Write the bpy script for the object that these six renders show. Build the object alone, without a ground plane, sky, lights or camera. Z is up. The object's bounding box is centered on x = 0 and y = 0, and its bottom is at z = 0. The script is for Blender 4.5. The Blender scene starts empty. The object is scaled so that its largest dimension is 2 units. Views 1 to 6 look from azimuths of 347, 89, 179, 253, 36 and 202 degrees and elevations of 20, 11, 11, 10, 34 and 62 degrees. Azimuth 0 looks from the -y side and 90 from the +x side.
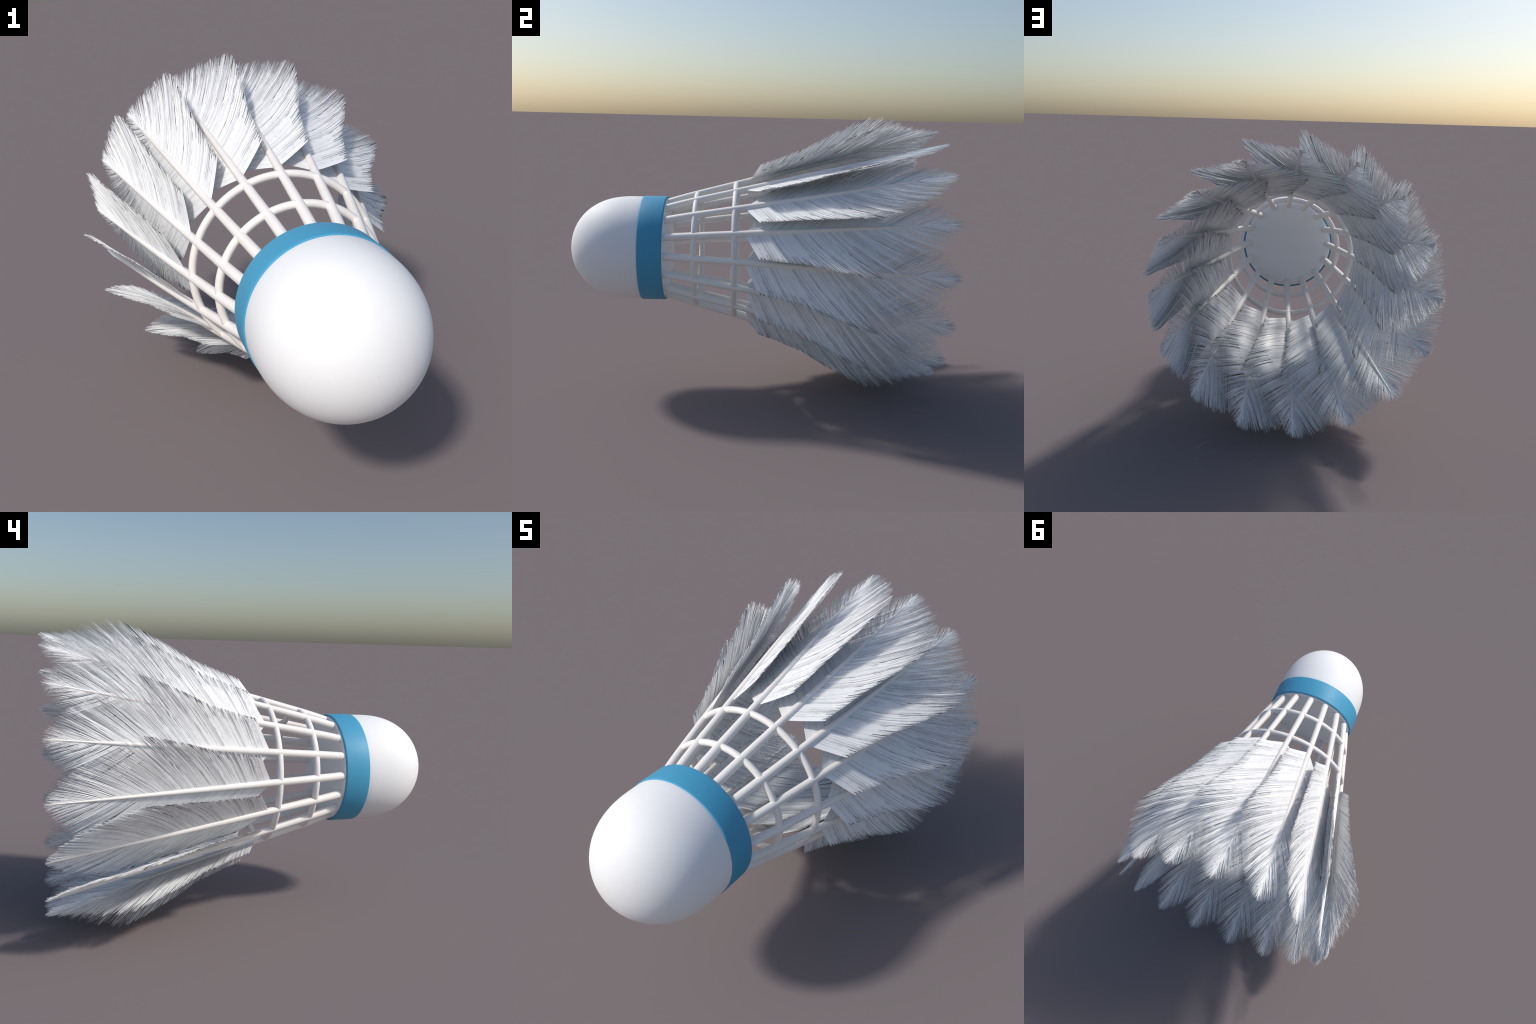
"""A feather shuttlecock lying in the air on a horizontal axis (+y = open skirt,
-y = cork nose): cork, blue band, sixteen quills tied by two thread rings, and
on every quill a lop-sided vane made of a thin web and hundreds of barbs."""
import bpy, math
import numpy as np

# ------------------------------------------------------------------ layout
CX, CZ = 0.0, 0.7495          # the axis runs along y through (CX, CZ)
N_FEATHERS = 16
QUILL_R0, QUILL_SLOPE = 0.3890, 0.2790   # distance quill-axis = R0 + SLOPE*y


# --------------------------------------------------------------- materials
def material(name, colour, rough, spec=0.5, var=0.0, scale=30.0, stretch=(1, 1, 1),
             bump=0.0, bump_scale=200.0, coat=0.0):
    m = bpy.data.materials.new(name)
    m.use_nodes = True
    nt = m.node_tree
    b = nt.nodes["Principled BSDF"]
    b.inputs["Roughness"].default_value = rough
    b.inputs["Specular IOR Level"].default_value = spec
    b.inputs["Coat Weight"].default_value = coat
    tc = nt.nodes.new("ShaderNodeTexCoord")
    mp = nt.nodes.new("ShaderNodeMapping")
    mp.inputs["Scale"].default_value = stretch
    nt.links.new(tc.outputs["Object"], mp.inputs["Vector"])
    nz = nt.nodes.new("ShaderNodeTexNoise")
    nz.inputs["Scale"].default_value = scale
    nz.inputs["Detail"].default_value = 4.0
    nt.links.new(mp.outputs["Vector"], nz.inputs["Vector"])
    rp = nt.nodes.new("ShaderNodeValToRGB")
    rp.color_ramp.elements[0].position = 0.3
    rp.color_ramp.elements[1].position = 0.7
    rp.color_ramp.elements[0].color = [c * (1 - var) for c in colour] + [1]
    rp.color_ramp.elements[1].color = [min(1, c * (1 + var * 0.3)) for c in colour] + [1]
    nt.links.new(nz.outputs["Fac"], rp.inputs["Fac"])
    nt.links.new(rp.outputs["Color"], b.inputs["Base Color"])
    if bump > 0:
        n2 = nt.nodes.new("ShaderNodeTexNoise")
        n2.inputs["Scale"].default_value = bump_scale
        nt.links.new(tc.outputs["Object"], n2.inputs["Vector"])
        bp = nt.nodes.new("ShaderNodeBump")
        bp.inputs["Strength"].default_value = bump
        bp.inputs["Distance"].default_value = 0.002
        nt.links.new(n2.outputs["Fac"], bp.inputs["Height"])
        nt.links.new(bp.outputs["Normal"], b.inputs["Normal"])
    return m


M_CORK = material("cork_white", (0.96, 0.96, 0.96), 0.6, 0.35, var=0.01)
M_BAND = material("band_blue", (0.075, 0.37, 0.585), 0.5, 0.4, var=0.02)
M_QUILL = material("quill_ivory", (0.95, 0.91, 0.865), 0.5, 0.45, var=0.03, scale=12)
M_WEB = material("vane_web", (0.92, 0.925, 0.93), 0.5, 0.45, var=0.04, scale=14)
M_BARB = material("barb_white", (0.95, 0.955, 0.96), 0.5, 0.45, var=0.04, scale=25)
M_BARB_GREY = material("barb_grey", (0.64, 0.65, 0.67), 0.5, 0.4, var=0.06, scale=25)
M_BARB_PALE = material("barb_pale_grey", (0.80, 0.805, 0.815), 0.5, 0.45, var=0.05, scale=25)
M_STREAK_DARK = material("streak_dark", (0.11, 0.115, 0.125), 0.7, 0.2, var=0.2, scale=40)


# ----------------------------------------------------------------- helpers
def new_mesh(name, verts, faces, mats, mat_index=None, sharp=None):
    me = bpy.data.meshes.new(name)
    me.from_pydata(verts if isinstance(verts, list) else verts.tolist(), [],
                   faces if isinstance(faces, list) else faces.tolist())
    for m in mats:
        me.materials.append(m)
    if mat_index is not None:
        me.polygons.foreach_set("material_index", np.asarray(mat_index, dtype=np.int32))
    me.polygons.foreach_set("use_smooth", np.ones(len(me.polygons), dtype=bool))
    if sharp is not None:
        me.set_sharp_from_angle(angle=math.radians(sharp))
    me.update()
    return me


def add(name, mesh, parent):
    ob = bpy.data.objects.new(name, mesh)
    bpy.context.scene.collection.objects.link(ob)
    ob.parent = parent
    return ob


def lathe(profile, steps, closed):
    """Spin (y, r) points about the y axis."""
    p = np.array(profile, float)
    a = np.linspace(0, 2 * math.pi, steps, endpoint=False)
    v = np.stack([p[:, None, 1] * np.cos(a), np.broadcast_to(p[:, None, 0], (len(p), steps)),
                  p[:, None, 1] * np.sin(a)], -1).reshape(-1, 3)
    f = []
    n = len(p)
    for i in range(n if closed else n - 1):
        j = (i + 1) % n
        for k in range(steps):
            l = (k + 1) % steps
            f.append((i * steps + k, i * steps + l, j * steps + l, j * steps + k))
    return v, f


def arc(cy, cr, rad, a0, a1, n):
    return [(cy + rad * math.cos(math.radians(t)), cr + rad * math.sin(math.radians(t)))
            for t in np.linspace(a0, a1, n)]


# ---------------------------------------------------------------- the thing
root = bpy.data.objects.new("shuttlecock", None)
bpy.context.scene.collection.objects.link(root)
root.location = (CX, 0, 0)
root["label"] = "white feather shuttlecock with rounded cork and blue band"
root["category"] = "shuttlecock"

# cork: half-ellipsoid nose, cylinder, flat back with a small rounded rim
BACK = -0.470
nose = []
for t in np.linspace(0.0, math.pi / 2, 48):
    nose.append((-0.650 - 0.3495 * max(0.0, math.cos(t)) ** 0.84, max(0.0008, 0.2820 * math.sin(t) ** 0.99)))
cork_profile = nose + [(-0.612, 0.2820), (-0.606, 0.2810), (-0.600, 0.2790), (-0.492, 0.2785), (-0.488, 0.2755)]
cork_profile += arc(BACK - 0.006, 0.2695, 0.006, 90, 0, 6)
cork_profile += [(BACK, 0.262), (BACK, 0.16), (BACK, 0.0008)]
v, f = lathe(cork_profile, 128, False)
cork = add("cork", new_mesh("cork", v, f, [M_CORK], sharp=40), root)
cork.location = (0, 0, CZ)

# band: blue sleeve with rounded rims
bw = 0.0066
band_profile = ([(-0.540, 0.2793)] + [(-0.604, 0.2793)] + arc(-0.6015, 0.2838, 0.0022, 180, 90, 4)
                + [(-0.540, 0.2862)] + arc(-0.4755 - 0.007, 0.2790, 0.0070, 90, 0, 7))
v, f = lathe(band_profile, 128, True)
band = add("band", new_mesh("band", v, f, [M_BAND], sharp=50), root)
band.location = (0, 0, CZ)

# thread rings
for ring_y, ring_r, tube in ((-0.3070, 0.3030, 0.0155), (-0.0965, 0.3615, 0.0155)):
    prof = [(ring_y + tube * math.cos(t), ring_r + tube * math.sin(t))
            for t in np.linspace(0, 2 * math.pi, 16, endpoint=False)]
    v, f = lathe(prof, 128, True)
    ring = add("thread_ring", new_mesh("thread_ring", v, f, [M_QUILL]), root)
    ring.location = (0, 0, CZ)

# ------------------------------------------------------------ quill profile
QY = np.array([-0.490, -0.30, -0.10, 0.10, 0.30, 0.50, 0.70, 0.85, 0.95, 0.990])
QR = np.array([0.0208, 0.0192, 0.0174, 0.0156, 0.0134, 0.0104, 0.0068, 0.0040, 0.0022, 0.0008])


def quill_mesh():
    ys = np.concatenate([np.linspace(-0.49, 0.90, 40), np.linspace(0.92, 0.990, 6)])
    rr = np.interp(ys, QY, QR)
    slope = math.atan(QUILL_SLOPE)
    ring = np.linspace(0, 2 * math.pi, 14, endpoint=False)
    v, f = [], []
    for y, r in zip(ys, rr):
        # a slight bend brings the root inside the cork's rim
        cxr = QUILL_R0 + QUILL_SLOPE * y - 0.006 * min(1, max(0, (-0.30 - y) / 0.19)) ** 2
        for a in ring:
            # ring perpendicular to the leaning quill
            v.append((cxr + r * math.cos(a) * math.cos(slope), y - r * math.cos(a) * math.sin(slope),
                      r * math.sin(a)))
    m = len(ring)
    for i in range(len(ys) - 1):
        for k in range(m):
            l = (k + 1) % m
            f.append((i * m + k, i * m + l, (i + 1) * m + l, (i + 1) * m + k))
    f.append(tuple(range(m - 1, -1, -1)))
    f.append(tuple((len(ys) - 1) * m + k for k in range(m)))
    return new_mesh("quill", v, f, [M_QUILL])


# ------------------------------------------------------------- vane surface
# Feather space: y along the axis, t sideways from the quill (t > 0 is the broad
# vane that lies over the next feather, t < 0 the narrow one tucked under its
# neighbour), height h away from the axis.
def smooth_noise(y, t):
    return (0.55 * np.sin(9.0 * y + 11.0 * t + 0.7) + 0.30 * np.sin(23.0 * y - 17.0 * t + 2.1)
            + 0.25 * np.sin(41.0 * y + 8.0 * t + 4.0))


def height(y, t):
    broad = 0.22 * t + 0.85 * t * t
    narrow = 0.475 * t
    w = np.clip(np.abs(t) / 0.10, 0, 1)
    return np.where(t > 0, broad, narrow) + 0.0030 * w * smooth_noise(y, t)


def surf(y, t, dh=0.0):
    r = QUILL_R0 + QUILL_SLOPE * y + height(y, t) + dh
    return np.stack([r, y, -t], -1)


def surf_normal(y, t):
    e = 1e-4
    a = surf(y + e, t) - surf(y - e, t)
    b = surf(y, t + e) - surf(y, t - e)
    n = np.cross(a, b)
    n /= np.linalg.norm(n, axis=-1, keepdims=True)
    return np.where(n[..., :1] < 0, -n, n)


# outline of the barb tips: (y, |t|)
BROAD_EDGE = np.array([(0.033, 0.147), (0.10, 0.157), (0.27, 0.187), (0.40, 0.228), (0.53, 0.263),
                       (0.62, 0.279), (0.66, 0.273), (0.71, 0.252), (0.78, 0.216), (0.85, 0.178),
                       (0.905, 0.136), (0.945, 0.096), (0.975, 0.052), (0.990, 0.022), (0.999, 0.003)])
NARROW_EDGE = np.array([(0.090, 0.143), (0.22, 0.160), (0.35, 0.187), (0.50, 0.224), (0.61, 0.246),
                        (0.67, 0.248), (0.73, 0.236), (0.80, 0.210), (0.86, 0.174), (0.915, 0.130),
                        (0.950, 0.090), (0.978, 0.047), (0.990, 0.021), (0.999, 0.003)])
# where a barb that leaves the quill at y0 ends up: (y0, tip y)
BROAD_MAP = np.array([(-0.045, 0.033), (0.03, 0.100), (0.14, 0.280), (0.26, 0.490), (0.37, 0.635),
                      (0.43, 0.715), (0.50, 0.790), (0.58, 0.862), (0.66, 0.915), (0.75, 0.960),
                      (0.86, 0.988), (0.950, 0.999)])
NARROW_MAP = np.array([(-0.045, 0.090), (0.03, 0.185), (0.14, 0.345), (0.26, 0.510), (0.35, 0.630),
                       (0.43, 0.725), (0.50, 0.798), (0.58, 0.865), (0.66, 0.916), (0.75, 0.960),
                       (0.86, 0.988), (0.950, 0.999)])


def barb_paths(y0, side, u, shift=None, reach=None):
    """Barb centre lines in (y, t): a quadratic curve from the quill to the edge."""
    edge, mp = (BROAD_EDGE, BROAD_MAP) if side > 0 else (NARROW_EDGE, NARROW_MAP)
    ty = np.interp(y0, mp[:, 0], mp[:, 1])
    if shift is not None:
        ty = np.clip(ty + shift, edge[0, 0], edge[-1, 0])
    tt = np.interp(ty, edge[:, 0], edge[:, 1])
    dy, dt = ty - y0, tt
    length = np.hypot(dy, dt)
    ang = np.arctan2(dt, dy) + np.radians(np.interp(y0, [-0.04, 0.08, 0.25, 0.5, 0.9], [0.0, 2.5, 7.0, 5.0, 1.0]))
    c_y, c_t = y0 + 0.5 * length * np.cos(ang), 0.5 * length * np.sin(ang)
    if reach is not None:
        ty, tt = y0 + dy * reach, tt * reach
    uu = u[None, :]
    yy = (1 - uu) ** 2 * y0[:, None] + 2 * uu * (1 - uu) * c_y[:, None] + uu ** 2 * ty[:, None]
    tv = 2 * uu * (1 - uu) * c_t[:, None] + uu ** 2 * tt[:, None]
    return yy, side * tv


def web_mesh():
    """Thin closed sheet of locked barbs next to the quill."""
    verts, faces = [], []
    base = 0
    for side in (1, -1):
        y0 = np.linspace(-0.040, 0.74, 130)
        u = np.linspace(0.0, 1.0, 13)
        yy, tt = barb_paths(y0, side, u)
        # the web ends before the tips, and sooner towards the feather's end
        stop = np.interp(y0, [-0.04, 0.15, 0.30, 0.45, 0.74], [0.84, 0.72, 0.48, 0.24, 0.05])
        rows_y = np.stack([np.interp(u * s, u, a) for a, s in zip(yy, stop)])
        rows_t = np.stack([np.interp(u * s, u, a) for a, s in zip(tt, stop)])
        p = surf(rows_y, rows_t)
        n = surf_normal(rows_y, rows_t)
        th = np.interp(u, [0, 0.85, 1.0], [0.0007, 0.0006, 0.00015])[None, :, None]
        top, bot = p + n * th, p - n * th
        R, C = rows_y.shape
        verts.append(top.reshape(-1, 3))
        verts.append(bot.reshape(-1, 3))
        off = R * C
        idx = np.arange(off).reshape(R, C) + base
        for g, flip in ((idx, side < 0), (idx + off, side > 0)):
            a, b, c, d = g[:-1, :-1], g[1:, :-1], g[1:, 1:], g[:-1, 1:]
            q = np.stack([a, b, c, d], -1).reshape(-1, 4)
            faces += (q[:, ::-1] if flip else q).tolist()
        for k in range(R - 1):
            faces.append([int(idx[k, -1]), int(idx[k + 1, -1]), int(idx[k + 1, -1] + off), int(idx[k, -1] + off)])
        for row in (0, R - 1):
            for k in range(C - 1):
                faces.append([int(idx[row, k]), int(idx[row, k + 1]), int(idx[row, k + 1] + off), int(idx[row, k] + off)])
        base += 2 * off
    return new_mesh("feather", np.concatenate(verts), faces, [M_WEB], sharp=60)


class Strands:
    """Collects slim lens-shaped strands into one mesh."""

    def __init__(self):
        self.v, self.f, self.m, self.n = [], [], [], 0

    def add(self, yy, tt, dh, width, thick, mats, roll=None):
        """yy, tt, dh, width, thick: (barbs, points)."""
        p = surf(yy, tt, dh)
        n = surf_normal(yy, tt)
        tg = np.gradient(p, axis=1)
        tg /= np.linalg.norm(tg, axis=-1, keepdims=True) + 1e-12
        b = np.cross(tg, n)
        b /= np.linalg.norm(b, axis=-1, keepdims=True) + 1e-12
        if roll is not None:      # twist each strand about its own length
            c, sn = np.cos(roll)[..., None], np.sin(roll)[..., None]
            n, b = n * c + b * sn, b * c - n * sn
        w, h = width[..., None] / 2, thick[..., None] / 2
        ring = np.stack([p - b * w, p + n * h, p + b * w, p - n * h], 2)   # B,P,4,3
        B, P = yy.shape
        idx = np.arange(B * P * 4).reshape(B, P, 4) + self.n
        i0, i1 = idx[:, :-1], idx[:, 1:]
        quads = np.stack([i0, np.roll(i0, -1, 2), np.roll(i1, -1, 2), i1], -1)  # B,P-1,4,4
        ends = idx[:, -1, :][:, None, None, :]
        self.v.append(ring.reshape(-1, 3))
        self.f += quads.reshape(-1, 4).tolist() + ends.reshape(-1, 4).tolist()
        per = np.asarray(mats)
        self.m += np.repeat(per, (P - 1) * 4).tolist() + per.tolist()
        self.n += B * P * 4

    def mesh(self, name, mats):
        return new_mesh(name, np.concatenate(self.v), self.f, mats, self.m, sharp=70)


def barbs_mesh():
    rng = np.random.default_rng(7)
    s = Strands()
    u = np.array([0, 0.12, 0.28, 0.45, 0.62, 0.78, 0.90, 1.0])
    for side, count in ((1, 900), (-1, 780)):
        span = 0.995
        y0 = -0.044 + span * (np.arange(count) + rng.uniform(-0.45, 0.45, count)) / count
        y0 = np.clip(y0, -0.045, 0.950)
        # sparser towards the tip
        y0 = y0[rng.random(count) < np.interp(y0, [0.33, 0.36, 0.50, 0.58, 0.68, 0.95], [1.0, 0.92, 0.90, 0.72, 0.52, 0.42])]
        count = len(y0)
        far = np.clip((y0 - 0.10) / 0.40, 0, 1)          # loose, split towards the end
        # barbs gather into tufts of uneven size; each tip is drawn to its tuft's middle
        bounds = np.cumsum(rng.integers(3, 18, 400))
        tuft = np.searchsorted(bounds, np.arange(count))
        # a parting between neighbouring tufts
        last = np.append(tuft[1:] != tuft[:-1], False)
        stay = ~(last & (rng.random(count) < 0.75))
        y0, far, tuft = y0[stay], far[stay], tuft[stay]
        count = len(y0)
        nt = tuft.max() + 1
        mean = np.array([y0[tuft == k].mean() if (tuft == k).any() else 0 for k in range(nt)])
        pull = rng.uniform(0.25, 1.0, nt)[tuft] * (0.25 + 0.75 * far) * np.interp(y0, [0.52, 0.66], [1.0, 0.3])
        stray = (rng.random(count) < 0.09) * rng.normal(0, 0.025, count) * far
        shift = ((mean[tuft] - y0) * pull + rng.normal(0, 0.004, nt)[tuft] * far
                 + rng.normal(0, 0.0042, count) * (0.25 + far) + stray)
        reach = (1 - np.abs(rng.normal(0, 0.015, count)) * (0.6 + far)
                 - rng.uniform(0.0, 0.07, nt)[tuft] * far * (rng.random(nt) < 0.5)[tuft]
                 - 0.06 * (rng.random(count) < 0.08) + 0.006 * (rng.random(count) < 0.012))
        # towards the end of the feather half the barbs stop short, so the rim thins out
        reach = np.where(rng.random(count) < 0.55 * far, reach * rng.uniform(0.80, 0.99, count), reach)
        yy, tt = barb_paths(y0, side, u, shift, reach)
        lift = np.clip(rng.normal(0, 0.0028, nt)[tuft] + rng.normal(0, 0.0022, count)
                + (np.abs(stray) > 0) * rng.normal(0, 0.008, count), -0.012, 0.0025)
        dh = lift[:, None] * (u[None, :] ** 2) * (0.35 + far[:, None]) + rng.normal(0, 0.0003, count)[:, None]
        w0 = (rng.uniform(0.0024, 0.0046, count) * np.interp(y0, [0.2, 0.5, 0.9], [1.0, 0.80, 0.55]))[:, None]
        keep = (np.interp(y0, [-0.05, 0.15, 0.40, 0.70, 1.0], [0.60, 0.46, 0.15, 0.12, 0.14])
                * rng.uniform(0.7, 1.3, count))[:, None]
        power = np.interp(y0, [0.0, 0.25, 0.5], [2.8, 2.2, 1.7])[:, None]
        width = w0 * (1 - (1 - keep) * u[None, :] ** power)
        width[:, -1] *= 0.4
        thick = np.broadcast_to(np.interp(u, [0, 0.8, 1], [0.0022, 0.0015, 0.0006]), yy.shape)
        rolled = np.radians(rng.normal(0, 13, nt)[tuft] + rng.normal(0, 7, count))
        roll = rolled[:, None] * np.interp(u, [0, 0.3, 1], [0.0, 0.5, 1.3])[None, :]
        tone = np.where((rng.random(nt) < 0.30)[tuft], 3, 0)
        tone = np.where(rng.random(count) < 0.13, 1, tone)
        s.add(yy, tt, dh, width, thick, tone, roll if side > 0 else roll * 0.7)

        # shade inside the partings, modelled as fine grey and dark strands
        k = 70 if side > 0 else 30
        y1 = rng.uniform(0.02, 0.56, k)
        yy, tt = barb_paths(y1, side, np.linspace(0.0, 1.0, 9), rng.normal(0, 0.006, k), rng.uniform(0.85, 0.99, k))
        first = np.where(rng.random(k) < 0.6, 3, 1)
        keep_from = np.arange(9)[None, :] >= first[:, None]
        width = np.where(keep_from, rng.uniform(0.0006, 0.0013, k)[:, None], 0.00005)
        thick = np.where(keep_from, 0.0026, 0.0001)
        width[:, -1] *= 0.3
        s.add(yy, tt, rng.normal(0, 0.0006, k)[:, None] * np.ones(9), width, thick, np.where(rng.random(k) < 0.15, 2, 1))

        # grey and dark slivers between the tufts, mostly along the edge
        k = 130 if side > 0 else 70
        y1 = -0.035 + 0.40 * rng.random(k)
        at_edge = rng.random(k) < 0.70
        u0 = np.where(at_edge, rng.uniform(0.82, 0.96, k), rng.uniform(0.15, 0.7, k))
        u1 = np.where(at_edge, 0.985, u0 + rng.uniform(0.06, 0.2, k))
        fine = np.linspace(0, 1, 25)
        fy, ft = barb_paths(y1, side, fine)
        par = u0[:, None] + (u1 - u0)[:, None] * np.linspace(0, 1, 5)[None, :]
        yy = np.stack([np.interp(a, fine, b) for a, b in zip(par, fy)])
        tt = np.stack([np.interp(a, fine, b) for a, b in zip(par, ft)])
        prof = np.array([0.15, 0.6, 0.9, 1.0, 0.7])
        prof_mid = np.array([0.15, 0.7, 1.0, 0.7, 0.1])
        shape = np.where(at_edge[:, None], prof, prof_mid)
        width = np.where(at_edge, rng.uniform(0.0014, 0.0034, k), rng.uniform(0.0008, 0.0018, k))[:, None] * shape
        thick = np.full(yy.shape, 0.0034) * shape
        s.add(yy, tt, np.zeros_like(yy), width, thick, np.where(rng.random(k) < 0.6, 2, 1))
    return s.mesh("barbs", [M_BARB, M_BARB_GREY, M_STREAK_DARK, M_BARB_PALE])


QUILL, WEB, BARBS = quill_mesh(), web_mesh(), barbs_mesh()

# ----------------------------------------------------------------- feathers
for k in range(N_FEATHERS):
    feather = add("feather", WEB, root)
    feather.location = (0, 0, CZ)
    feather.rotation_euler = (0, -2 * math.pi * k / N_FEATHERS, 0)
    add("quill", QUILL, feather)
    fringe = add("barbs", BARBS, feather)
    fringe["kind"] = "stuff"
